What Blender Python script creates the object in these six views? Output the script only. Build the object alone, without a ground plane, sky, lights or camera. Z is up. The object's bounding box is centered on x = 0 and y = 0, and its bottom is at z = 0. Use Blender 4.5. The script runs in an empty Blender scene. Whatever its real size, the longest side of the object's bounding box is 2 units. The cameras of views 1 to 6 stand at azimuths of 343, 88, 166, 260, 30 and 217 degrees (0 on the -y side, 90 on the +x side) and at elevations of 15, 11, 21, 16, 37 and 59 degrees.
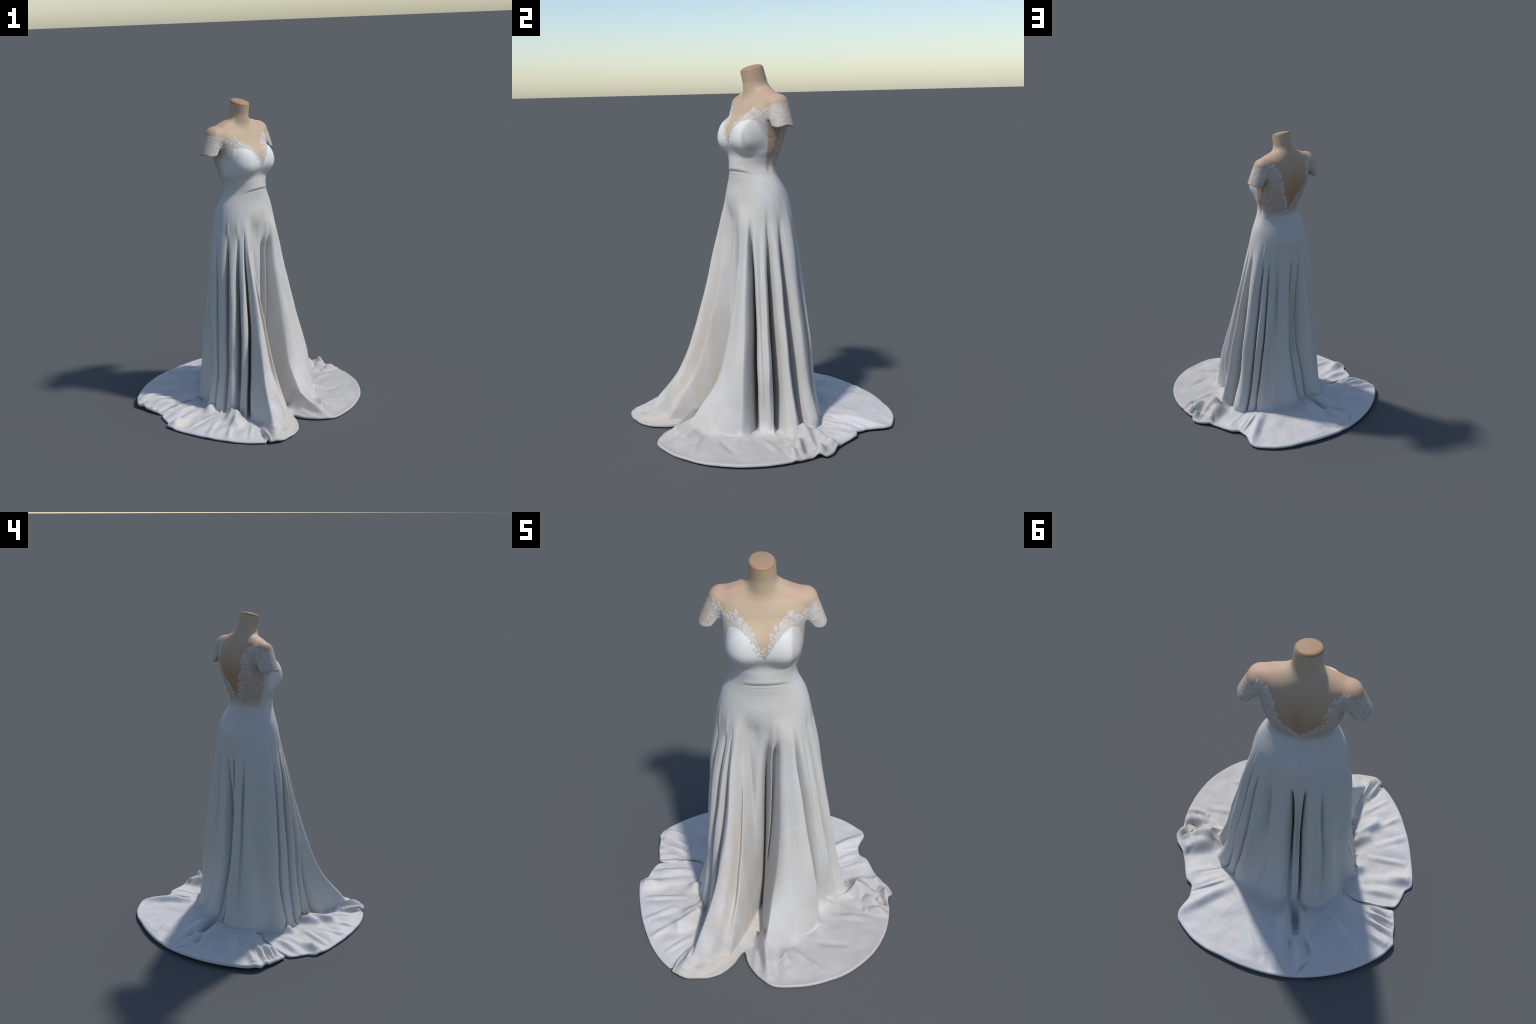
import bpy, math
import numpy as np
from mathutils import Matrix

# ------------------------------------------------------------------
#  A headless dress form in a white satin gown with lace cap sleeves,
#  a pleated skirt and a round train lying on the floor.
#  Azimuths are in degrees: 0 looks along -y, 90 along +x.
# ------------------------------------------------------------------
CX, CY = 0.02, 0.01            # vertical axis of the skirt
FACE = 32.0                    # azimuth the hips face
TWIST = 27.5                   # azimuth the shoulders face
WAIST = 1.415                  # height of the waist seam


# ---------------------------------------------------------------- helpers
def pchip(x, y, q):
    """monotone cubic through the control points; y may be (n, m)"""
    x = np.asarray(x, float); y = np.asarray(y, float)
    if y.ndim == 1:
        return pchip(x, y[:, None], q)[:, 0]
    h = np.diff(x)[:, None]; d = np.diff(y, axis=0) / h
    m = np.zeros_like(y)
    w1 = 2 * h[1:] + h[:-1]; w2 = h[1:] + 2 * h[:-1]
    good = d[:-1] * d[1:] > 0
    with np.errstate(divide='ignore', invalid='ignore'):
        hm = (w1 + w2) / (w1 / d[:-1] + w2 / d[1:])
    m[1:-1] = np.where(good, hm, 0)
    m[0] = d[0]; m[-1] = d[-1]
    q = np.clip(q, x[0], x[-1])
    i = np.clip(np.searchsorted(x, q, side='right') - 1, 0, len(x) - 2)
    t = ((q - x[i]) / (x[i + 1] - x[i]))[:, None]; hh = h[i]
    return ((2*t**3 - 3*t**2 + 1) * y[i] + (t**3 - 2*t**2 + t) * hh * m[i]
            + (-2*t**3 + 3*t**2) * y[i + 1] + (t**3 - t**2) * hh * m[i + 1])


def sstep(a, b, x):
    t = np.clip((x - a) / (b - a), 0, 1)
    return t * t * (3 - 2 * t)


def angdiff(a, b):
    return (a - b + 180.0) % 360.0 - 180.0


def hash3(i, j, k, seed):
    n = (i * 374761393 + j * 668265263 + k * 2147483647 + seed * 1274126177) & 0xffffffff
    n = ((n ^ (n >> 13)) * 1274126177) & 0xffffffff
    n = n ^ (n >> 16)
    return (n & 0xffff) / 32767.5 - 1.0


def vnoise(p, scale, seed=0):
    """smooth value noise, p is (n, 3)"""
    q = p * scale
    f = np.floor(q).astype(np.int64); t = q - f
    t = t * t * (3 - 2 * t)
    out = 0
    for dx in (0, 1):
        for dy in (0, 1):
            for dz in (0, 1):
                w = (np.where(dx, t[:, 0], 1 - t[:, 0]) * np.where(dy, t[:, 1], 1 - t[:, 1])
                     * np.where(dz, t[:, 2], 1 - t[:, 2]))
                out = out + w * hash3(f[:, 0] + dx, f[:, 1] + dy, f[:, 2] + dz, seed)
    return out


# ------------------------------------------------------- body cross-sections
# height : half width, front depth, back depth   (the trunk without breasts)
TRUNK = [
    (1.10, .256, .177, .174), (1.15, .248, .167, .172), (1.20, .237, .160, .172),
    (1.25, .225, .152, .168), (1.30, .212, .146, .152), (1.34, .199, .140, .128),
    (1.38, .180, .137, .101), (1.42, .161, .138, .081), (1.46, .152, .142, .086),
    (1.50, .159, .138, .101), (1.54, .173, .133, .112), (1.60, .183, .122, .131),
    (1.66, .188, .110, .144), (1.71, .192, .103, .143), (1.75, .195, .090, .129),
    (1.79, .192, .066, .105), (1.82, .175, .041, .083), (1.85, .135, .022, .066),
    (1.90, .080, .010, .050),
]
TRUNK = np.array(TRUNK)


def trunk_radius(rel, z):
    """polar radius of the trunk; rel = azimuth relative to the front (radians)"""
    shp = rel.shape
    abc = pchip(TRUNK[:, 0], TRUNK[:, 1:], z.ravel())
    a, f, b = [abc[:, i].reshape(shp) for i in range(3)]
    s, c = np.sin(rel), np.cos(rel)
    dep = np.where(c > 0, f, b)
    n = 2.0 + .5 * sstep(1.46, 1.56, z) * sstep(1.82, 1.74, z)       # squarer ribcage
    return (np.abs(s / a) ** n + np.abs(c / dep) ** n) ** (-1.0 / n)


def face_at(z):
    return FACE + (TWIST - FACE) * sstep(1.42, 1.75, z)


# ------------------------------------------------------------------ pleats
# every row is one crest or one valley of the skirt, running from the hip to
# the floor: azimuth high / middle / low, then the radius at the heights of
# PLEAT_Z, then how far its foot tucks under (+) or sweeps out (-), and, for
# a pinched valley, its half width in degrees
PLEAT_Z = [1.15, 1.00, .85, .70, .50, .30, .10]
PLEATS = [
    (345, 349, 349, .210, .240, .268, .298, .346, .396, .490, -.02, 0),
    (348, 355, 355, .208, .247, .284, .322, .384, .466, .620, -.05, 0),   # front crest, right
    (351, 359,   2, .198, .232, .264, .300, .358, .446, .595, -.04, 0),
    (353,   2,   6, .182, .202, .214, .238, .292, .364, .510, -.03, 0),
    (356,   5,  10, .166, .188, .216, .250, .306, .380, .500, -.02, 0),
    (  3,  10,  13, .144, .146, .150, .160, .172, .198, .285, -.04, 0),
    ( 13,  14,  15, .136, .147, .152, .152, .146, .142, .195, -.04, 0),   # centre front
    ( 24,  22,  18, .140, .140, .134, .124, .104, .088, .145, -.04, 0),
    ( 37,  31,  22, .144, .088, .056, .042, .036, .044, .095, -.02, 0),   # front gap
    ( 46,  41,  25, .162, .142, .144, .144, .132, .118, .155, -.03, 0),
    ( 51,  44,  27, .170, .098, .084, .084, .096, .125, .245, -.02, 0),
    ( 55,  48,  30, .182, .186, .206, .228, .262, .312, .445, -.09, 0),
    ( 64,  58,  52, .195, .207, .233, .261, .306, .352, .415, -.02, 0),   # front crest, left
    ( 72,  73,  72, .203, .229, .261, .293, .339, .386, .410, .006, 0),
    ( 78,  81,  82, .199, .164, .136, .122, .120, .138, .215, -.03, 4.4),
    ( 86,  88,  89, .211, .240, .265, .289, .326, .350, .335, -.01, 0),
    ( 90,  91,  92, .213, .237, .260, .284, .322, .348, .340, -.01, 0),
    ( 96,  95,  95, .216, .249, .278, .305, .343, .374, .360, .01, 0),
    (103, 103, 103, .213, .202, .184, .166, .152, .160, .235, -.03, 5.0),
    (112, 112, 113, .232, .266, .294, .319, .360, .392, .440, -.04, 0),
    (120, 120, 122, .230, .212, .192, .176, .168, .182, .300, -.04, 5.0),
    (133, 130, 132, .246, .276, .298, .320, .352, .372, .425, .006, 0),
    (139, 137, 138, .240, .264, .284, .304, .336, .356, .395, .01, 0),
    (144, 142, 140, .231, .224, .220, .224, .240, .266, .320, -.02, 1.7),
    (150, 146, 143, .223, .253, .277, .299, .331, .350, .372, .006, 0),
    (154, 152, 149, .213, .218, .224, .234, .252, .280, .335, .00, 1.5),
    (159, 157, 155, .204, .230, .252, .270, .292, .312, .350, .00, 0),
    (163, 162, 160, .198, .214, .228, .240, .256, .276, .330, -.01, 0),
    (169, 168, 166, .186, .176, .176, .190, .218, .246, .308, -.04, 0),
    (174, 173, 171, .178, .184, .190, .199, .214, .234, .292, -.06, 0),
    (182, 181, 178, .168, .174, .182, .192, .204, .218, .270, -.08, 0),
    (198, 198, 203, .164, .167, .172, .180, .192, .222, .275, -.09, 0),
    (206, 211, 214, .163, .120, .080, .068, .094, .172, .240, -.07, 3.6),  # back gap
    (217, 219, 220, .164, .152, .140, .136, .150, .202, .258, -.06, 0),
    (228, 229, 226, .170, .136, .090, .072, .088, .168, .245, -.05, 3.0),
    (239, 238, 233, .184, .208, .232, .252, .280, .310, .340, .00, 0),
    (252, 250, 246, .194, .202, .216, .242, .272, .304, .340, -.01, 3.0),
    (260, 258, 256, .202, .226, .251, .271, .299, .322, .345, .01, 0),
    (273, 276, 281, .217, .238, .248, .254, .264, .273, .300, -.03, 0),
    (288, 292, 296, .246, .268, .284, .296, .306, .312, .365, .010, 0),
    (298, 300, 301, .243, .250, .254, .256, .265, .278, .335, .00, 2.4),
    (306, 307, 307, .237, .264, .281, .293, .305, .314, .352, .01, 0),
    (315, 316, 314, .227, .210, .186, .186, .246, .270, .315, -.02, 3.0),
    (321, 323, 323, .222, .258, .284, .301, .322, .338, .370, .01, 0),
    (331, 331, 329, .214, .216, .216, .220, .234, .256, .315, -.03, 3.8),
    (339, 338, 333, .210, .248, .280, .304, .332, .346, .366, .00, 0),
    (342, 344, 341, .205, .210, .208, .210, .218, .234, .290, -.02, 2.2),
]

def pleat_rows(zs, azg):
    """radius grid (len(zs), len(azg)) and the tuck per azimuth"""
    P = np.array(PLEATS, float)
    az = np.degrees(np.unwrap(np.radians(P[:, :3]), axis=1))
    # keep the order of the lines continuous
    for c in range(3):
        az[:, c] = np.degrees(np.unwrap(np.radians(az[:, c])))
    zk = np.array([1.42, 1.30] + PLEAT_Z)[::-1]
    rel = np.radians(az[:, :1] - FACE)
    top = np.stack([trunk_radius(rel[:, 0], np.full(len(P), z)) for z in (1.42, 1.30)], 1)
    rk = np.concatenate([top, P[:, 3:10]], 1)[:, ::-1]
    out = np.zeros((len(zs), len(azg)))
    rz = pchip(zk, rk.T, zs)                         # (nz, lines)
    az_z = pchip([.10, .60, 1.05], az[:, ::-1].T, zs)
    slot = P[:, 11]
    def pinch(a, v):
        """round the crests beside a pinched valley"""
        aa, vv = list(a), list(v)
        n = len(a)
        for k in np.nonzero(slot)[0]:
            al, ar = a[(k - 1) % n], a[(k + 1) % n]
            ar = ar + 360 if ar < a[k] else ar
            al = al - 360 if al > a[k] else al
            vl, vr = v[(k - 1) % n], v[(k + 1) % n]
            for side in (-1, 1):
                q = a[k] + side * min(slot[k], .62 * (a[k] - al if side < 0 else ar - a[k]))
                m = vl + (vr - vl) * (q - al) / (ar - al)
                aa.append(q); vv.append(m - .14 * max(m - v[k], 0))
        return np.array(aa), np.array(vv)
    k = np.arange(len(P))[None]; zz = zs[:, None]
    az_z = az_z + sstep(1.2, .9, zz) * (.45 * np.sin(zz * 7.0 + k * 2.4) + .15 * np.sin(zz * 21 + k * 5.1))
    def ring(a, v):
        o = np.argsort(a); a, v = a[o], v[o]
        aa = np.concatenate([a - 360, a, a + 360]); vv = np.concatenate([v, v, v])
        return pchip(aa, vv, azg)
    for i in range(len(zs)):
        a = az_z[i] - 360 * np.floor(az_z[i, 0] / 360)
        out[i] = ring(*pinch(a, rz[i]))
    a = az[:, 2] - 360 * np.floor(az[0, 2] / 360)
    tuck = ring(a, P[:, 10])
    relg = np.radians(azg - FACE)
    for i, z in enumerate(zs):
        w = sstep(1.35, 1.16, z)
        if w < 1:
            out[i] = w * out[i] + (1 - w) * trunk_radius(relg, np.full(len(azg), z))
    return out, tuck


# ------------------------------------------------------------------- train
# outline of the train on the floor: azimuth, radius
RIM = [
    (2, .722), (9, .654), (13, .575), (16.3, .478), (20, .542), (27, .633), (34, .692),
    (42, .708), (56, .729), (66, .738), (78, .736), (91, .722), (101, .705), (107, .695),
    (112, .683), (116, .707), (119, .698), (126, .648), (134, .632), (141, .632), (146, .612),
    (148.5, .622), (152, .648), (157, .740), (160, .757), (168, .757), (177, .745), (186, .724),
    (202, .716), (220, .724), (234, .738), (244, .752), (253, .766), (260, .778), (265, .776),
    (268, .745), (272, .718), (277, .680), (279.4, .662), (280.2, .45), (281.0, .45), (281.8, .662),
    (287, .678), (291, .684), (295, .718), (299, .715), (310, .706), (323, .713), (337, .736),
    (346, .750), (349, .752), (350.2, .735), (351.5, .765), (354, .765),
]
# soft ridges (+) and dents (-) of the train:
# azimuth, radius at both ends, width, height
CREASES = [
    (349, .62, 351, .76, .012, .022), (346, .52, 350, .78, .020, -.010),
    (336, .45, 335, .56, .020, .020),
    (297, .60, 297, .72, .030, .035), (291, .45, 296, .64, .030, .015),
    (283, .46, 288, .66, .022, .022), (315, .50, 312, .68, .040, .010),
    (327, .58, 322, .68, .035, .010), (340, .58, 338, .70, .030, .008),
    (274.5, .52, 276, .66, .014, .022), (270, .55, 272.5, .69, .013, .034),
    (265.5, .56, 268, .74, .015, .038), (260, .62, 263, .77, .022, .030),
    (268, .58, 270, .72, .007, -.016), (272.5, .56, 274, .68, .007, -.016),
    (243, .40, 252, .66, .030, .010), (236, .50, 240, .66, .020, .008),
    (220, .30, 221, .47, .019, -.060), (215, .30, 214, .46, .020, .012),
    (228, .34, 229, .48, .022, .012), (234, .26, 236, .30, .008, -.030),
    (217, .51, 217, .55, .010, -.016), (227, .53, 227.5, .60, .011, -.018),
    (225, .65, 221, .70, .010, -.018), (222, .50, 223, .68, .028, .018), (213, .26, 214, .60, .035, .016), (229, .30, 231, .62, .035, .018),
    (208, .60, 212, .70, .018, .012), (205, .62, 208, .70, .012, -.008),
    (183, .28, 177, .31, .006, -.020), (157, .42, 156, .74, .030, .030),
    (150, .40, 151, .62, .018, .012), (152.5, .44, 150, .62, .009, -.018),
    (146, .42, 146.5, .60, .018, .010), (138, .50, 139, .62, .02, .006),
    (112, .44, 113, .58, .034, .050), (119, .46, 122, .62, .040, .062),
    (122, .60, 127, .65, .018, .020), (101, .58, 102, .69, .018, .036),
    (108, .54, 105, .64, .030, .055), (117, .65, 112, .69, .022, .050),
    (111, .61, 110, .655, .026, -.075), (117, .56, 116, .60, .018, -.012),
    (106, .42, 103, .56, .02, .012), (71, .42, 58, .44, .018, -.008),
    (35, .44, 38, .56, .011, -.014), (41, .36, 41, .56, .020, .016),
    (30, .38, 33, .55, .018, .016), (26, .50, 29, .60, .012, -.012),
    (23, .46, 25, .62, .016, .010), (46, .44, 48, .64, .03, .006),
    (52, .50, 66, .66, .05, .006), (82, .46, 84, .68, .05, .006),
    (172, .40, 168, .70, .05, .005), (318, .52, 320, .70, .018, .011), (330, .59, 331, .70, .015, .011),
    (309, .46, 306, .66, .016, .012), (343, .56, 342, .70, .014, .010), (288, .50, 290, .64, .014, .010),
    (38, .50, 43, .66, .013, -.010), (47, .50, 55, .66, .016, .010), (63, .50, 76, .62, .018, -.007),
    (88, .44, 96, .60, .020, .009), (190, .52, 200, .66, .02, .008), (248, .46, 250, .70, .018, .010), (196, .44, 196, .66, .05, .006),
]


# folds of the skirt that run out over the train:
# azimuth, radius, height at the start; the same at the end; width
RUNS = [
    (29, .40, .100, 31, .63, .022, .032), (34, .44, .065, 41, .60, .026, .045),
    (355, .60, .075, 354, .745, .034, .042), (3, .56, .050, 1, .70, .014, .035),
    (112, .42, .035, 115, .56, .030, .035), (330, .42, .050, 332, .55, .045, .030),
    (323, .36, .050, 325, .47, .030, .028), (299, .34, .045, 299, .40, .040, .030),
    (58, .38, .020, 60, .46, .008, .060), (71, .38, .030, 71, .45, .006, .030),
]
# height of the cloth over the floor: azimuth, beside the skirt, at the rim
LIE = [
    (0, .034, .020), (25, .026, .018), (60, .036, .021), (95, .040, .024), (130, .044, .026),
    (150, .055, .026), (180, .060, .026), (215, .070, .032), (235, .070, .038), (258, .060, .038),
    (272, .042, .030), (284, .022, .016), (310, .018, .014), (340, .022, .016),
]


def polar(az, r):
    a = np.radians(az)
    return CX + r * np.sin(a), CY - r * np.cos(a)


def crease_height(x, y):
    out = np.zeros_like(x)
    for a0, r0, h0, a1, r1, h1, w in RUNS:
        p0 = np.array(polar(a0, r0)); p1 = np.array(polar(a1, r1))
        d = p1 - p0
        t = np.clip(((x - p0[0]) * d[0] + (y - p0[1]) * d[1]) / (d @ d), 0, 1)
        q = ((x - p0[0] - t * d[0])**2 + (y - p0[1] - t * d[1])**2) / (w * w)
        out += (h0 + (h1 - h0) * t) * np.exp(-q)
    for a0, r0, a1, r1, w, h in CREASES:
        p0 = np.array(polar(a0, r0)); p1 = np.array(polar(a1, r1))
        d = p1 - p0; L2 = d @ d
        t = np.clip(((x - p0[0]) * d[0] + (y - p0[1]) * d[1]) / L2, 0, 1)
        dx = x - p0[0] - t * d[0]; dy = y - p0[1] - t * d[1]
        q = (dx * dx + dy * dy) / (w * w)
        out += h * np.exp(-q * (.8 + .2 * q)) * (.30 + .70 * np.sin(np.pi * np.clip(t, .06, .94)))
    return out


def skirt_and_train():
    nz, nfoot, nt = 268, 18, 120
    naz = 1260
    azg = np.arange(naz) * 360.0 / naz
    zs = np.linspace(WAIST, .10, nz)
    R, tuck = pleat_rows(zs, azg)
    # light hand-made unevenness of the cloth
    A = np.radians(azg)[None]; Zg = zs[:, None]
    pts = np.stack(np.broadcast_arrays(R * np.sin(A), -R * np.cos(A), Zg * .45), -1).reshape(-1, 3)
    n = vnoise(pts, 11, 3) * .0035 + vnoise(pts, 27, 5) * .0012
    R = R + n.reshape(R.shape) * sstep(1.25, .9, Zg)
    # hollow of the lower back beside the fuller right hip
    R = R - .018 * np.exp(-(angdiff(azg, 196)[None] / 20) ** 2 - ((Zg - 1.32) / .045) ** 2)
    R = R + .012 * np.exp(-(angdiff(azg, 232)[None] / 16) ** 2 - ((Zg - 1.23) / .060) ** 2)
    # waist seam: the skirt starts tucked below the bodice in front
    relw = np.abs(angdiff(azg, FACE))[None]
    R = R - .0015 * np.exp(-((Zg - 1.420) / .010) ** 2) * sstep(60, 25, relw)
    rows_x, rows_y, rows_z = [], [], []
    X, Y = polar(azg[None], R)
    rows_x.append(X); rows_y.append(Y); rows_z.append(np.broadcast_to(Zg, R.shape))
    # rim
    rim = np.array(RIM)
    rr = np.concatenate([rim, rim, rim]); rr[:len(rim), 0] -= 360; rr[2*len(rim):, 0] += 360
    Rim = pchip(rr[:, 0], rr[:, 1], azg)
    u = np.linspace(0, 1, nfoot + 1)[1:, None]
    # no two feet meet the floor alike: some spill out, some tuck in
    ring = np.stack([np.sin(np.radians(azg)), np.cos(np.radians(azg)), np.zeros(naz)], -1)
    odd = vnoise(ring, 5.5, 31) + .5 * vnoise(ring, 13, 32)
    r1 = R[-1][None]; tk = np.maximum(tuck, 0)[None]
    out = (np.maximum(-tuck, 0) + np.clip(.012 + .026 * odd, 0, .05))[None]
    # smooth the foot line slightly
    lie = np.array(LIE); lz = np.concatenate([lie, lie, lie]); lz[:len(lie), 0] -= 360; lz[2*len(lie):, 0] += 360
    h_in, h_rim = pchip(lz[:, 0], lz[:, 1:], azg).T
    h0 = h_in[None]
    # every profile bends from the fall of the cloth into the lie of the train
    fall = (R[-1] - R[-7])[None] / (zs[-7] - zs[-1])          # outward run per metre of drop
    g = np.sqrt(1 + fall ** 2)
    L0 = .11 + .6 * out; L1 = .05 + 1.2 * out
    r_end = r1 + .014 + out * 1.15 - tk
    H00, H10, H01, H11 = 2*u**3 - 3*u**2 + 1, u**3 - 2*u**2 + u, -2*u**3 + 3*u**2, u**3 - u**2
    rf = H00 * r1 + H10 * L0 * fall / g + H01 * r_end + H11 * L1
    zf = H00 * .10 - H10 * L0 / g + H01 * h0
    s = np.linspace(0, 1, nt + 1)[1:, None]
    s = 1 - (1 - s) ** 1.2
    rt = rf[-1][None] + (Rim[None] - .008 - rf[-1][None]) * s
    azt = np.broadcast_to(azg[None], rt.shape).copy()
    azf = np.broadcast_to(azg[None], rf.shape)
    # the slit in the right side runs askew
    skew = lambda a, r: a - 9.0 * np.clip((.665 - r) / .21, 0, 1) * np.exp(-(angdiff(a, 281) / 13) ** 2)
    azt = skew(azt, rt)
    xt, yt = polar(azt, rt)
    xf, yf = polar(azf, rf)
    def height(x, y, k):
        p = np.stack([x, y, np.zeros_like(x)], -1).reshape(-1, 3)
        nn = vnoise(p, 6, 11) * .007 + vnoise(p, 17, 12) * .0034 + vnoise(p, 41, 13) * .0008
        c = crease_height(x, y)
        return (c + nn.reshape(x.shape)) * k
    d_in = np.clip((Rim[None] - rt) / .03, 0, 1)
    h = h_rim[None] + (h0 - h_rim[None]) * (1 - s) ** 1.3 + height(xt, yt, 1.0) * (.35 + .65 * d_in)
    h = np.maximum(h, .004 + .01 * (1 - d_in))
    hf = height(xf, yf, 1.0) * (u ** 2)
    zf = np.maximum(zf + hf, .004)
    # soft join from foot to floor
    zt = h
    # rolled hem: over the edge, under and back in
    xs, ys, zz = [xf, xt], [yf, yt], [zf, zt]
    edge_z = zt[-1]
    lift = np.clip(edge_z - .016, 0, .03) * .7
    for dr, k in ((.006, .85), (.0085, .55), (.0075, .25), (.003, .05), (-.012, 0.0), (-.05, .02)):
        a = azt[-1]; r = Rim - .008 + dr
        x, y = polar(a, r)
        xs.append(x[None]); ys.append(y[None]); zz.append((edge_z * k + lift * (1 - k))[None])
    X = np.concatenate(rows_x + xs); Y = np.concatenate(rows_y + ys); Z = np.concatenate(rows_z + zz)
    return X, Y, Z, nz, nfoot, nt


def grid_object(X, Y, Z, split_rows, names, mats, parent):
    """closed-in-azimuth grid cut into several objects that share border normals"""
    nr, na = X.shape
    P = np.stack([X, Y, Z], -1).reshape(-1, 3)
    idx = np.arange(nr * na).reshape(nr, na)
    a = idx[:-1]; b = idx[1:]
    F = np.stack([a, b, np.roll(b, -1, 1), np.roll(a, -1, 1)], -1)
    fn = vertex_normals(P, F.reshape(-1, 4))
    objs = []
    lo = 0
    for hi, name, mat in zip(split_rows, names, mats):
        f = F[lo:hi].reshape(-1, 4)
        objs.append(make_mesh(name, P, f, fn, mat, parent)); lo = hi
    return objs


def vertex_normals(P, F):
    if F.shape[1] == 4:
        n = np.cross(P[F[:, 2]] - P[F[:, 0]], P[F[:, 3]] - P[F[:, 1]])
    else:
        n = np.cross(P[F[:, 1]] - P[F[:, 0]], P[F[:, 2]] - P[F[:, 0]])
    N = np.zeros_like(P)
    for k in range(F.shape[1]):
        for c in range(3):
            N[:, c] += np.bincount(F[:, k], n[:, c], len(P))
    return N / np.maximum(np.linalg.norm(N, axis=1, keepdims=True), 1e-12)


def make_mesh(name, P, F, N, mat, parent):
    used = np.unique(F)
    remap = np.full(len(P), -1); remap[used] = np.arange(len(used))
    f = remap[F]; p = P[used]
    me = bpy.data.meshes.new(name)
    k = f.shape[1]
    me.vertices.add(len(p)); me.vertices.foreach_set('co', p.astype(np.float32).ravel())
    me.loops.add(f.size); me.loops.foreach_set('vertex_index', f.astype(np.int32).ravel())
    me.polygons.add(len(f)); me.polygons.foreach_set('loop_start', np.arange(0, f.size, k, dtype=np.int32))
    me.update(calc_edges=True)
    me.polygons.foreach_set('use_smooth', np.ones(len(f), bool))
    me.materials.append(mat)
    me.validate()
    if N is not None:
        me.normals_split_custom_set_from_vertices([tuple(v) for v in N[used]])
    ob = bpy.data.objects.new(name, me)
    bpy.context.collection.objects.link(ob)
    ob.parent = parent
    return ob


# ------------------------------------------------------------ upper body
def smin(a, b, k):
    h = np.maximum(k - np.abs(a - b), 0) / k
    return np.minimum(a, b) - h * h * k * .25


def smax(a, b, k):
    return -smin(-a, -b, k)


def ellipsoid(x, y, z, c, r):
    qx, qy, qz = (x - c[0]) / r[0], (y - c[1]) / r[1], (z - c[2]) / r[2]
    k0 = np.sqrt(qx**2 + qy**2 + qz**2)
    k1 = np.sqrt((qx / r[0])**2 + (qy / r[1])**2 + (qz / r[2])**2) + 1e-9
    return k0 * (k0 - 1) / k1


def round_cone(x, y, z, p0, p1, r0, r1, sy=1.0):
    """tapered capsule, squeezed by sy front to back"""
    p0 = np.array(p0, float); p1 = np.array(p1, float); d = p1 - p0
    t = np.clip(((x - p0[0]) * d[0] + (y - p0[1]) * d[1] + (z - p0[2]) * d[2]) / (d @ d), 0, 1)
    ex = x - p0[0] - t * d[0]; ey = (y - p0[1] - t * d[1]) / sy; ez = z - p0[2] - t * d[2]
    return (np.sqrt(ex**2 + ey**2 + ez**2) - (r0 + (r1 - r0) * t)) * min(1.0, sy)


LAT0 = CX * math.cos(math.radians(FACE)) + CY * math.sin(math.radians(FACE))   # axis, sideways
FRO0 = CX * math.sin(math.radians(FACE)) - CY * math.cos(math.radians(FACE))   # axis, frontwards


def body_field(X, Y, Z):
    """distance to the upper body, world coordinates"""
    qx, qy = X - CX, Y - CY
    rho = np.sqrt(qx * qx + qy * qy)
    F = np.radians(face_at(Z))
    x = qx * np.cos(F) + qy * np.sin(F)          # to the wearer's left
    y = qx * np.sin(F) - qy * np.cos(F)          # to the front
    z = Z
    rel = np.arctan2(x, y)
    trunk = rho - trunk_radius(rel, np.minimum(z, 1.899))
    trunk = smax(trunk * .8, z - 1.853, .03)
    d = trunk
    # spine hollow and shoulder blades
    d = d + .007 * np.exp(-((x - .002) / .018)**2) * (y < 0) * sstep(1.44, 1.55, z) * sstep(1.80, 1.70, z)
    for sx in (-1, 1):
        blade = ellipsoid(x, y, z, (sx * .088, -.078, 1.71), (.070, .052, .11))
        d = smin(d, blade, .05)
    # breasts: rounder below than above
    up = np.where(z > 1.606, .74, 1.0)
    br = None
    for sx in (-1, 1):
        e = ellipsoid(x, y, 1.606 + (z - 1.606) * up, (sx * .075, .090, 1.606), (.094, .086, .084))
        br = e if br is None else smin(br, e, .085)
    d = smin(d, br, .028)
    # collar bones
    # neck
    neck = round_cone(x, y, z, (-.003, -.045, 1.78), (-.003, .018, 2.02), .066, .0595, 1.06)
    d = smin(d, neck, .060)
    # shoulders and cap sleeves; the sleeve ends in a flat slanting hem
    ax = np.abs(x)
    hem = 1.670 + .040 * sstep(.238, .186, ax) + .005 * np.cos(3 * np.arctan2(y + .034, ax - .235))
    sleeve = None
    for sx in (-1, 1):
        sh = round_cone(x, y, z, (sx * .03, -.050, 1.816), (sx * .185, -.046, 1.790), .047, .044)
        d = smin(d, sh, .045)
        arm = round_cone(x, y, z, (sx * .195 - .003, -.036, 1.782), (sx * .243 - .005, -.034, 1.655), .051, .055, 1.18)
        sleeve = arm if sleeve is None else np.minimum(sleeve, arm)
    sleeve = smax(sleeve, hem - z, .007)
    d = smin(d, sleeve, .022)
    # slanted cut through the neck
    top = (z - 1.979) * .957 + (y - .012) * .29 - (x + .003) * -.06
    top = top - .009 * np.exp(-((x + .003)**2 + (y - .012)**2) / .0022)
    d = smax(d, top, .017)
    # bodice hem standing proud of the skirt in front
    zc = 1.434 - 1.1 * (x - .0)**2
    frontm = (y > 0) * sstep(.125, .06, ax)
    d = d - frontm * (.0025 * np.exp(-((z - zc - .012) / .012)**2) - .0024 * np.exp(-((z - zc + .004) / .006)**2))
    return d


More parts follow.
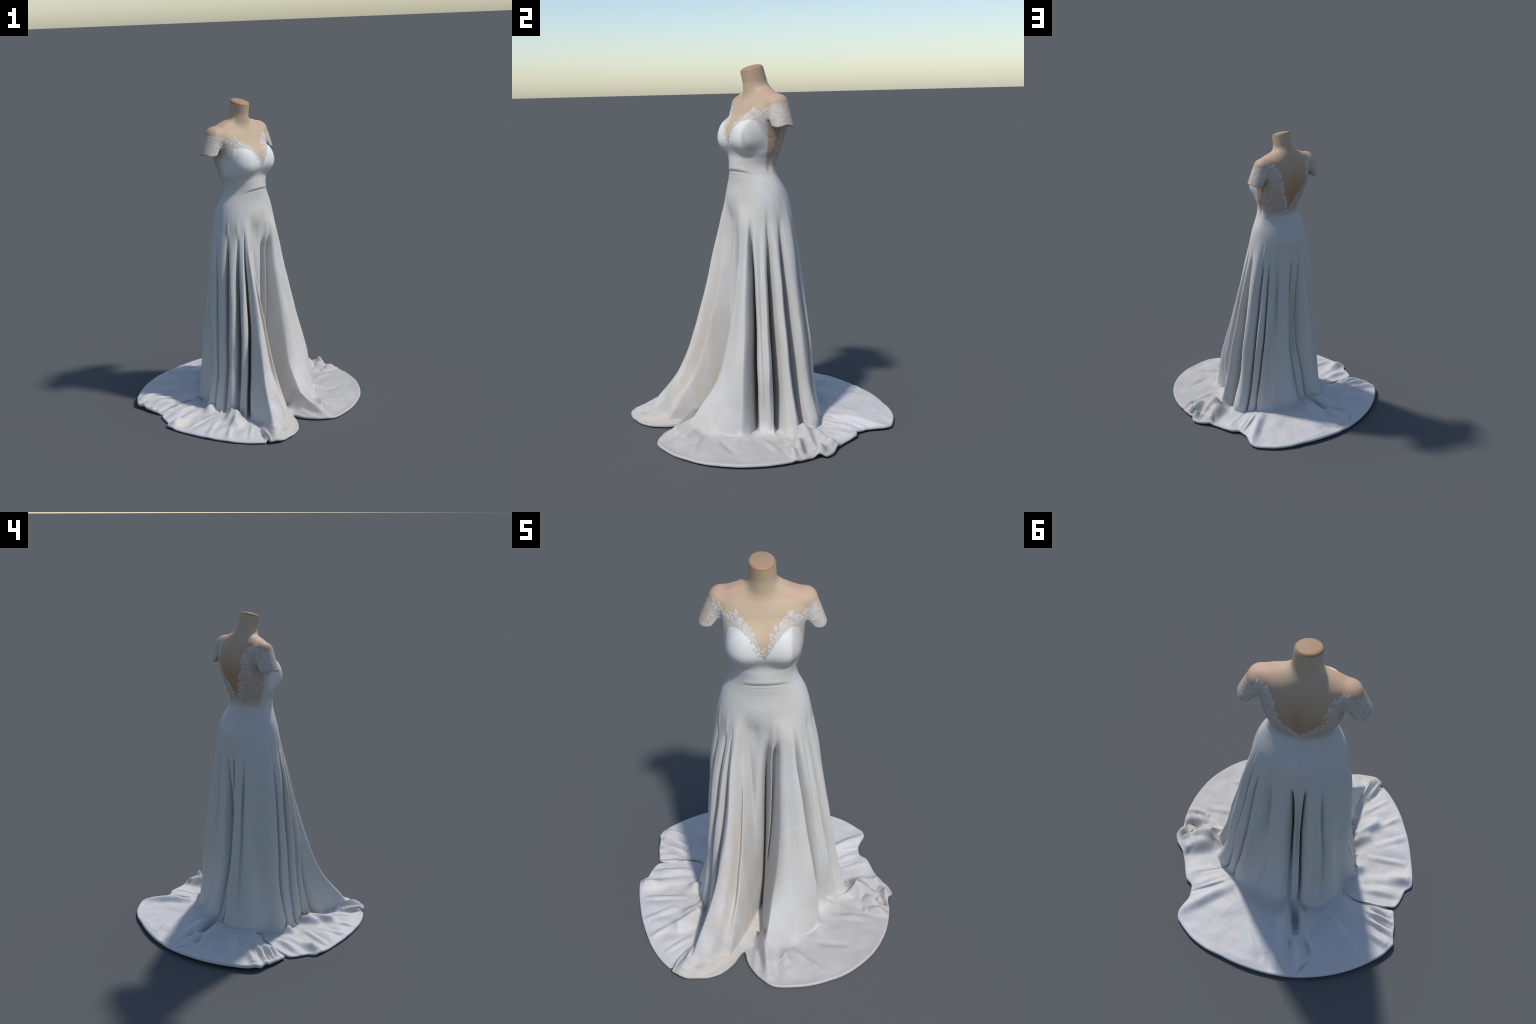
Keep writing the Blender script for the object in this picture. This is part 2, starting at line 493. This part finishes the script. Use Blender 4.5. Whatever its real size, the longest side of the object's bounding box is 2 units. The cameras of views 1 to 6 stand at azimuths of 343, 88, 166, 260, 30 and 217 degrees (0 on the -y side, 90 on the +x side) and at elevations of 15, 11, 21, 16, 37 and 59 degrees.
def surface_net(field, lo, hi, step):
    n = [int(math.ceil((hi[i] - lo[i]) / step)) + 1 for i in range(3)]
    ax = [lo[i] + np.arange(n[i]) * step for i in range(3)]
    X, Y, Z = np.meshgrid(*ax, indexing='ij')
    D = field(X, Y, Z)
    S = D < 0
    corners = [(i, j, k) for i in (0, 1) for j in (0, 1) for k in (0, 1)]
    def sub(a, c):
        return a[c[0]:n[0]-1+c[0], c[1]:n[1]-1+c[1], c[2]:n[2]-1+c[2]]
    cnt = sum(sub(S, c).astype(np.int8) for c in corners)
    act = (cnt > 0) & (cnt < 8)
    ids = np.full(act.shape, -1, np.int64); ids[act] = np.arange(act.sum())
    ci = np.argwhere(act)
    acc = np.zeros((len(ci), 3)); w = np.zeros(len(ci))
    val = {c: sub(D, c)[act] for c in corners}
    for c in corners:
        for a in range(3):
            if c[a] == 0:
                e = list(c); e[a] = 1; e = tuple(e)
                v0, v1 = val[c], val[e]
                m = (v0 < 0) != (v1 < 0)
                t = np.where(m, v0 / np.where(m, v0 - v1, 1), 0)
                p = np.array(c, float)[None].repeat(len(ci), 0); p[:, a] = t
                acc += p * m[:, None]; w += m
    P = np.array(lo) + (ci + acc / w[:, None]) * step
    faces = []
    for a in range(3):
        b, c = (a + 1) % 3, (a + 2) % 3
        s0 = [slice(1, n[i] - 1) for i in range(3)]; s1 = list(s0)
        s0[a] = slice(0, n[a] - 1); s1[a] = slice(1, n[a])
        A, B = S[tuple(s0)], S[tuple(s1)]
        for flip, m in ((False, A & ~B), (True, ~A & B)):
            q = np.argwhere(m)
            off = np.array([1, 1, 1]); off[a] = 0
            q = q + off
            def cell(db, dc):
                r = q.copy(); r[:, b] -= db; r[:, c] -= dc
                return ids[r[:, 0], r[:, 1], r[:, 2]]
            f = np.stack([cell(1, 1), cell(0, 1), cell(0, 0), cell(1, 0)], 1)
            faces.append(f[:, ::-1] if flip else f)
    return P, np.concatenate(faces)


def field_gradient(P, e=6e-4):
    g = np.zeros_like(P)
    for a in range(3):
        d = np.zeros(3); d[a] = e
        g[:, a] = (body_field(*(P + d).T) - body_field(*(P - d).T)) / (2 * e)
    return g


def to_local(P):
    """world -> sideways, frontwards, up in the twisted frame of the body"""
    q = P[:, :2] - [CX, CY]
    F = np.radians(face_at(P[:, 2]))
    return np.stack([q[:, 0] * np.cos(F) + q[:, 1] * np.sin(F),
                     q[:, 0] * np.sin(F) - q[:, 1] * np.cos(F), P[:, 2]], -1)


# outlines of the cloth on the body: distance from the middle, height
SATIN_EDGE = [(0, 1.583), (.012, 1.605), (.05, 1.668), (.085, 1.700), (.12, 1.712), (.15, 1.706),
              (.19, 1.60), (.3, 1.55)]
LACE_EDGE = [(0, 1.606), (.022, 1.640), (.05, 1.694), (.085, 1.730), (.108, 1.742), (.124, 1.768),
             (.140, 1.745), (.17, 1.742), (.20, 1.768), (.225, 1.79), (.3, 1.80)]
BACK_EDGE = [(0, 1.425), (.020, 1.490), (.045, 1.550), (.078, 1.595), (.098, 1.660), (.114, 1.735),
             (.135, 1.785), (.165, 1.808), (.20, 1.810), (.225, 1.79), (.3, 1.78)]


def skin_depth(x, z, front):
    """frontward coordinate of the body surface over (sideways, height)"""
    sgn = 1.0 if front else -1.0
    t = np.linspace(.235, -.03, 130)
    X, T = np.meshgrid(x, t, indexing='ij'); Z = np.broadcast_to(z[:, None], X.shape)
    F = np.radians(face_at(Z)); Yl = T * sgn
    wx = CX + X * np.cos(F) + Yl * np.sin(F); wy = CY + X * np.sin(F) - Yl * np.cos(F)
    D = body_field(wx, wy, Z)
    k = np.clip(np.argmax(D < 0, axis=1), 1, len(t) - 1)
    i = np.arange(len(x)); d0, d1 = D[i, k - 1], D[i, k]
    f = np.clip(d0 / np.where(d0 - d1 == 0, 1, d0 - d1), 0, 1)
    ok = (D < 0).any(1)
    return sgn * (t[k - 1] + (t[k] - t[k - 1]) * f), ok


def lace_leaves(mat, parent):
    """small leaves sewn along the edges of the lace, following the body"""
    rng = np.random.default_rng(7)
    specs = []                                  # x, z, angle, length, front
    def along(edge, x0, x1, n, front, rows, lean):
        e = np.array(edge)
        for sx in (-1, 1):
            for row in range(rows):
                for q in np.linspace(x0, x1, n):
                    ax = q + rng.uniform(-.003, .003)
                    z = np.interp(ax, e[:, 0], e[:, 1])
                    dz = (np.interp(ax + .006, e[:, 0], e[:, 1]) - z) / .006
                    nrm = math.atan2(1.0, -dz)              # up and towards the middle
                    ang = nrm + rng.normal(lean, .50)
                    off = -.004 - row * .013 + rng.uniform(-.004, .004)
                    px = ax + math.cos(nrm) * off; pz = z + math.sin(nrm) * off
                    a = ang if sx > 0 else math.pi - ang
                    specs.append((sx * px, pz, a, rng.uniform(.013, .024), front))
    along(LACE_EDGE, .006, .195, 22, True, 2, 0.0)
    along(BACK_EDGE, .004, .190, 34, False, 2, 0.0)
    for sx in (-1, 1):
        for _ in range(26):                     # the sleeves
            specs.append((sx * rng.uniform(.185, .255), rng.uniform(1.69, 1.775), rng.uniform(0, 6.28),
                          rng.uniform(.012, .022), bool(rng.integers(2))))
    na, nb = 7, 5
    u = np.linspace(0, 1, na); v = np.linspace(-1, 1, nb)
    U, V = np.meshgrid(u, v, indexing='ij')
    allP, allF = [], []
    base = 0
    for front in (True, False):
        sp = [q for q in specs if q[4] == front]
        px, pz = [], []
        for x, z, a, L, _ in sp:
            w = L * .34 * np.sin(np.pi * np.clip(U, .02, 1) ** .8)
            lx = U * L; ly = V * w + .12 * L * np.sin(U * 3)
            px.append(x + lx * math.cos(a) - ly * math.sin(a)); pz.append(z + lx * math.sin(a) + ly * math.cos(a))
        px = np.concatenate([q.ravel() for q in px]); pz = np.concatenate([q.ravel() for q in pz])
        d, ok = skin_depth(px, pz, front)
        F = np.radians(face_at(pz))
        W = np.stack([CX + px * np.cos(F) + d * np.sin(F), CY + px * np.sin(F) - d * np.cos(F), pz], -1)
        g = field_gradient(W); g /= np.maximum(np.linalg.norm(g, axis=1, keepdims=True), 1e-9)
        lift = np.tile((.0015 * (1 - V * V) - .0004).ravel(), len(sp))
        W = W + g * lift[:, None]
        per = na * nb
        idx = np.arange(per).reshape(na, nb)
        f = np.stack([idx[:-1, :-1], idx[1:, :-1], idx[1:, 1:], idx[:-1, 1:]], -1).reshape(-1, 4)
        if not front:
            f = f[:, ::-1]
        for k in range(len(sp)):
            P = W[k * per:(k + 1) * per]
            if not ok[k * per:(k + 1) * per].all() or np.linalg.norm(np.diff(P.reshape(na, nb, 3), axis=0), axis=2).max() > .012:
                continue
            allP.append(P); allF.append(f + base); base += per
    ob = make_mesh('lace_applique', np.concatenate(allP), np.concatenate(allF), None, mat, parent)
    ob['kind'] = 'stuff'
    return ob


# ---------------------------------------------------------------- materials
class Nodes:
    def __init__(self, name):
        self.mat = bpy.data.materials.new(name); self.mat.use_nodes = True
        self.t = self.mat.node_tree; self.t.nodes.clear()
        self.out = self.t.nodes.new('ShaderNodeOutputMaterial')
        self.bsdf = self.t.nodes.new('ShaderNodeBsdfPrincipled')
        self.t.links.new(self.bsdf.outputs[0], self.out.inputs[0])

    def put(self, sock, v):
        if isinstance(v, bpy.types.NodeSocket):
            self.t.links.new(v, sock)
        else:
            if sock.type == 'RGBA' and len(v) == 3:
                v = (*v, 1)
            sock.default_value = v

    def coords(self):
        return self.t.nodes.new('ShaderNodeTexCoord').outputs['Object']

    def sep(self, v):
        n = self.t.nodes.new('ShaderNodeSeparateXYZ'); self.put(n.inputs[0], v)
        return n.outputs

    def math(self, op, a, b=0.0, c=0.0, clamp=False):
        n = self.t.nodes.new('ShaderNodeMath'); n.operation = op; n.use_clamp = clamp
        for s, v in zip(n.inputs, (a, b, c)):
            self.put(s, v)
        return n.outputs[0]

    def ramp01(self, x, lo, hi):
        n = self.t.nodes.new('ShaderNodeMapRange'); n.interpolation_type = 'SMOOTHSTEP'
        self.put(n.inputs[0], x); n.inputs[1].default_value = lo; n.inputs[2].default_value = hi
        return n.outputs[0]

    def noise(self, v, scale, detail=3.0, rough=.5, dist=0.0):
        n = self.t.nodes.new('ShaderNodeTexNoise'); self.put(n.inputs['Vector'], v)
        n.inputs['Scale'].default_value = scale; n.inputs['Detail'].default_value = detail
        n.inputs['Roughness'].default_value = rough; n.inputs['Distortion'].default_value = dist
        return n.outputs[0]

    def mapping(self, v, scale=(1, 1, 1), rot=(0, 0, 0)):
        n = self.t.nodes.new('ShaderNodeMapping'); self.put(n.inputs[0], v)
        n.inputs['Scale'].default_value = scale; n.inputs['Rotation'].default_value = rot
        return n.outputs[0]

    def mix(self, f, a, b, mode='MIX'):
        n = self.t.nodes.new('ShaderNodeMix'); n.data_type = 'RGBA'; n.blend_type = mode
        self.put(n.inputs[0], f); self.put(n.inputs[6], a); self.put(n.inputs[7], b)
        return n.outputs[2]

    def curve(self, x, pts):
        n = self.t.nodes.new('ShaderNodeFloatCurve'); c = n.mapping.curves[0]
        while len(c.points) < len(pts):
            c.points.new(.5, .5)
        for p, (a, b) in zip(c.points, pts):
            p.location = (a, b); p.handle_type = 'VECTOR'
        n.mapping.update(); self.put(n.inputs['Value'], x)
        return n.outputs[0]

    def bump(self, h, strength, dist):
        n = self.t.nodes.new('ShaderNodeBump'); self.put(n.inputs['Height'], h)
        n.inputs['Strength'].default_value = strength; n.inputs['Distance'].default_value = dist
        self.t.links.new(n.outputs[0], self.bsdf.inputs['Normal'])


SATIN = (.545, .522, .490)
SATIN_COOL = (.54, .535, .53)
SATIN_WARM = (.52, .455, .38)
SKIN = (.495, .372, .252)
SKIN_PINK = (.53, .33, .245)
SKIN_DEEP = (.36, .20, .12)


def satin_colour(N, co, tint=None):
    soft = N.noise(co, 6.0, 3, .55)
    col = N.mix(N.ramp01(soft, .35, .70), SATIN, SATIN_COOL)
    if tint:
        col = N.mix(1.0, col, tint, 'MULTIPLY')
    streak = N.noise(N.mapping(co, (11, 11, 1.4)), 1.0, 4, .6)
    col = N.mix(N.math('MULTIPLY', N.ramp01(streak, .52, .74), .45), col, SATIN_WARM)
    smut = N.noise(co, 23.0, 4, .62)
    col = N.mix(N.math('MULTIPLY', N.ramp01(smut, .54, .78), .26), col, (.40, .365, .33))
    return col


def cloth_finish(N, co, col):
    N.put(N.bsdf.inputs['Base Color'], col)
    N.bsdf.inputs['Roughness'].default_value = .52
    N.bsdf.inputs['Specular IOR Level'].default_value = .15
    fine = N.noise(co, 55, 5, .6)
    N.bump(fine, .25, .003)
    return N.mat


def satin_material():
    """warm on the skirt, paler and cooler out on the train, greyed for the shading baked into the left front"""
    N = Nodes('gown_satin'); co = N.coords()
    x, y, z = N.sep(co)
    col = satin_colour(N, co)
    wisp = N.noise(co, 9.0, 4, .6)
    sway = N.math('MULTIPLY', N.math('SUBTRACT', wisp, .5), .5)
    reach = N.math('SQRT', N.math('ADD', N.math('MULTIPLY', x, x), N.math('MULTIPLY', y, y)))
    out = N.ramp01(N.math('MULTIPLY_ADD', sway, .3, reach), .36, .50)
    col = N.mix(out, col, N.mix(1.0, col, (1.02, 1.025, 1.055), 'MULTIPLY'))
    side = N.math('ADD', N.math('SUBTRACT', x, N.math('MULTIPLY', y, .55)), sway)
    baked_grey = N.math('MULTIPLY', N.ramp01(side, .18, .40), out)
    col = N.mix(N.math('MULTIPLY', baked_grey, .8), col, (.42, .40, .375))
    # tea-coloured stains in the pleats left of the front crest
    spot = N.math('MULTIPLY', N.ramp01(x, -.03, .03), N.ramp01(x, .17, .10))
    spot = N.math('MULTIPLY', spot, N.ramp01(y, -.17, -.24))
    blot = N.noise(N.mapping(co, (16, 16, 3)), 1.0, 3, .55)
    col = N.mix(N.math('MULTIPLY', N.math('MULTIPLY', spot, N.ramp01(blot, .35, .65)), .5), col, (.53, .445, .35))
    return cloth_finish(N, co, col)


def thread_material():
    N = Nodes('lace_thread'); co = N.coords()
    n = N.noise(co, 60, 3, .6)
    N.put(N.bsdf.inputs['Base Color'], N.mix(N.ramp01(n, .3, .7), (.56, .54, .515), (.47, .43, .385)))
    N.bsdf.inputs['Roughness'].default_value = .7
    N.bsdf.inputs['Specular IOR Level'].default_value = .1
    N.bump(n, .4, .003)
    return N.mat


def body_material():
    """skin above, lace along the edge, satin below; masks on body coordinates"""
    N = Nodes('bodice_and_skin'); co = N.coords()
    s = N.sep(co)
    x, y, z = s[0], N.math('MULTIPLY', s[1], -1.0), s[2]
    ax = N.math('ABSOLUTE', x)
    # curves work in 0..1: sideways / .3, (height - 1.4) / .45
    u = N.math('MULTIPLY', ax, 1 / .3)
    def edge(pts):
        c = N.curve(u, [(a / .3, (b - 1.4) / .45) for a, b in pts])
        return N.math('MULTIPLY_ADD', c, .45, 1.4)
    satin_top = edge(SATIN_EDGE)
    lace_top = edge(LACE_EDGE)
    back_top = edge(BACK_EDGE)
    wob = N.math('SUBTRACT', N.noise(co, 34, 2, .5), .5)
    tooth = N.math('SUBTRACT', N.noise(co, 70, 2, .6), .5)
    jag = N.math('ADD', N.math('MULTIPLY', wob, .050), N.math('MULTIPLY', tooth, .034))
    front = N.ramp01(y, -.012, .012)
    def blend(a, b):
        return N.math('MULTIPLY_ADD', front, N.math('SUBTRACT', a, b), b)
    ltop = blend(lace_top, back_top)
    stop = blend(satin_top, 1.425)
    zl = N.math('ADD', z, jag)
    lace_m = N.ramp01(N.math('SUBTRACT', ltop, zl), -.003, .004)
    satin_m = N.ramp01(N.math('SUBTRACT', stop, z), -.002, .006)
    # satin fades into lace on the back and sides
    satin_b = N.ramp01(z, 1.50, 1.41)
    satin_m = N.math('MULTIPLY_ADD', front, N.math('SUBTRACT', satin_m, satin_b), satin_b)
    # bare panel under the left arm
    side = N.math('SUBTRACT', y, N.math('MULTIPLY_ADD', N.math('SUBTRACT', z, 1.42), -.13, .028))
    wide = N.math('MULTIPLY_ADD', N.math('SUBTRACT', z, 1.42), .17, .003)
    panel = N.ramp01(N.math('SUBTRACT', N.math('ABSOLUTE', side), wide), .008, -.006)
    panel = N.math('MULTIPLY', panel, N.ramp01(x, .13, .15))
    panel = N.math('MULTIPLY', panel, N.ramp01(x, .215, .198))
    panel = N.math('MULTIPLY', panel, N.ramp01(z, 1.415, 1.44))
    panel = N.math('MULTIPLY', panel, N.ramp01(z, 1.715, 1.690))
    # right side: the satin reaches further back
    rs = N.math('MULTIPLY', N.ramp01(x, -.10, -.14), N.ramp01(y, -.06, -.02))
    rs = N.math('MULTIPLY', rs, N.ramp01(z, 1.70, 1.62))
    satin_m = N.math('MAXIMUM', satin_m, rs)
    # lace: threads and holes
    thread = N.noise(co, 62, 4, .65, .6)
    dens = N.ramp01(thread, .36, .56)
    weave = N.math('MULTIPLY_ADD', dens, .62, .30)
    weave = N.math('MAXIMUM', weave, satin_m)
    white = N.math('MULTIPLY', lace_m, weave)
    sheer = N.math('MULTIPLY_ADD', N.math('SUBTRACT', 1.0, front), -.22, 1.0)
    white = N.math('MAXIMUM', N.math('MULTIPLY', white, sheer), satin_m)
    white = N.math('MULTIPLY', white, N.math('SUBTRACT', 1.0, N.math('MULTIPLY', panel, .82)))
    # skin with rosy shoulders and shade painted as brown over the lower back
    big = N.noise(co, 5.0, 2, .5)
    skin = N.mix(N.ramp01(big, .35, .65), SKIN, (.47, .355, .25))
    rosy = N.math('MULTIPLY', N.ramp01(z, 1.790, 1.835), N.ramp01(ax, .075, .13))
    skin = N.mix(N.math('MULTIPLY', rosy, .6), skin, SKIN_PINK)
    back_shade_tint = N.math('MULTIPLY', N.ramp01(y, .03, -.05), N.ramp01(z, 1.90, 1.55))
    skin = N.mix(N.math('MULTIPLY', back_shade_tint, .85), skin, (.385, .222, .128))
    stump = N.math('MULTIPLY_ADD', y, .303, z)           # slanted cut of the neck
    skin = N.mix(N.ramp01(stump, 1.966, 1.976), skin, (.36, .19, .10))
    skin = N.mix(N.ramp01(stump, 1.9775, 1.982), skin, (.36, .24, .155))
    skin = N.mix(N.math('MULTIPLY', panel, .6), skin, SKIN_DEEP)
    plain = satin_colour(N, co)
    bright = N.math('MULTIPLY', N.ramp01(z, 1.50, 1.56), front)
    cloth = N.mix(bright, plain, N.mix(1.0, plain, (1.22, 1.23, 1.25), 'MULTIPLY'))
    veil = N.mix(1.0, plain, (.92, .925, .94), 'MULTIPLY')
    cloth = N.mix(N.math('SUBTRACT', 1.0, satin_m), cloth, veil)
    # the outer half of the left cup is greyed: hard-edged shadow painted into the satin
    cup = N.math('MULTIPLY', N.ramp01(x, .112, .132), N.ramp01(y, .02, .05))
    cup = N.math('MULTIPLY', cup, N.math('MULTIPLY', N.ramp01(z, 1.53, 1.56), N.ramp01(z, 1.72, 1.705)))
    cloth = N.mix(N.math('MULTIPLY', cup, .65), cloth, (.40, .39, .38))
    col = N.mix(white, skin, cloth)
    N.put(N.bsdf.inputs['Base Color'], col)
    rough = N.math('MULTIPLY_ADD', white, .05, .50)
    N.put(N.bsdf.inputs['Roughness'], rough)
    N.bsdf.inputs['Specular IOR Level'].default_value = .15
    lace_h = N.math('MULTIPLY', N.math('MULTIPLY', lace_m, N.math('SUBTRACT', 1.0, satin_m)), thread)
    N.bump(N.math('ADD', lace_h, N.math('MULTIPLY', N.noise(co, 55, 4, .6), .15)), .5, .006)
    return N.mat


# ------------------------------------------------------------------- build
root = bpy.data.objects.new('dress_form', None)
bpy.context.collection.objects.link(root)
root['label'] = 'headless dress form wearing a long white satin wedding gown with lace'
root['category'] = 'wedding dress'

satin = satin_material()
body_mat = body_material()

X, Y, Z, nz, nfoot, nt = skirt_and_train()
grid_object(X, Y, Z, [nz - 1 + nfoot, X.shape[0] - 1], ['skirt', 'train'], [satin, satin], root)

P, F = surface_net(body_field, (-.34, -.30, WAIST - .03), (.36, .30, 2.02), .0042)
for _ in range(3):
    g = field_gradient(P)
    P = P - g * (body_field(*P.T) / np.maximum((g * g).sum(1), .15))[:, None]
# drop the open bottom, tuck the last rows inside the skirt
keep = (P[F][:, :, 2].min(1) > WAIST - .012)
F = F[keep]
g = field_gradient(P); Nn = g / np.maximum(np.linalg.norm(g, axis=1, keepdims=True), 1e-9)
P -= Nn * (.0025 * sstep(.0, .009, WAIST - P[:, 2]))[:, None]
L = to_local(P)
Lc = L[F].mean(1)
rotz = math.radians(FACE)
# body meshes live in the twisted body frame so that masks follow it
Nloc = vertex_normals(P, F)
c, s = math.cos(rotz), math.sin(rotz)
Q = np.stack([(P[:, 0] - CX) * c + (P[:, 1] - CY) * s, -((P[:, 0] - CX) * s - (P[:, 1] - CY) * c), P[:, 2]], -1)
NQ = np.stack([Nloc[:, 0] * c + Nloc[:, 1] * s, -(Nloc[:, 0] * s - Nloc[:, 1] * c), Nloc[:, 2]], -1)

lat, fro, hei = Lc[:, 0], Lc[:, 1], Lc[:, 2]
region = np.full(len(F), 1)                                        # torso
edge_f = np.interp(np.abs(lat), [0, .05, .09, .13, .19], [1.60, 1.685, 1.72, 1.735, 1.74])
edge_b = np.interp(np.abs(lat), [0, .06, .10, .13, .19], [1.43, 1.552, 1.59, 1.72, 1.80])
region[hei < np.where(fro > 0, edge_f, edge_b)] = 2                # bodice
region[(np.abs(lat) > .186) & (hei < 1.80)] = 3                    # sleeves
region[(region == 3) & (lat < 0)] = 4
region[(hei > 1.858) & (np.abs(lat) < .11)] = 0                    # neck
for r, name in ((0, 'neck'), (1, 'torso'), (2, 'bodice'), (3, 'cap_sleeve'), (4, 'cap_sleeve')):
    ob = make_mesh(name, Q, F[region == r], NQ, body_mat, root)
    ob.matrix_local = Matrix.Translation((CX, CY, 0)) @ Matrix.Rotation(rotz, 4, 'Z')

lace_leaves(thread_material(), root)
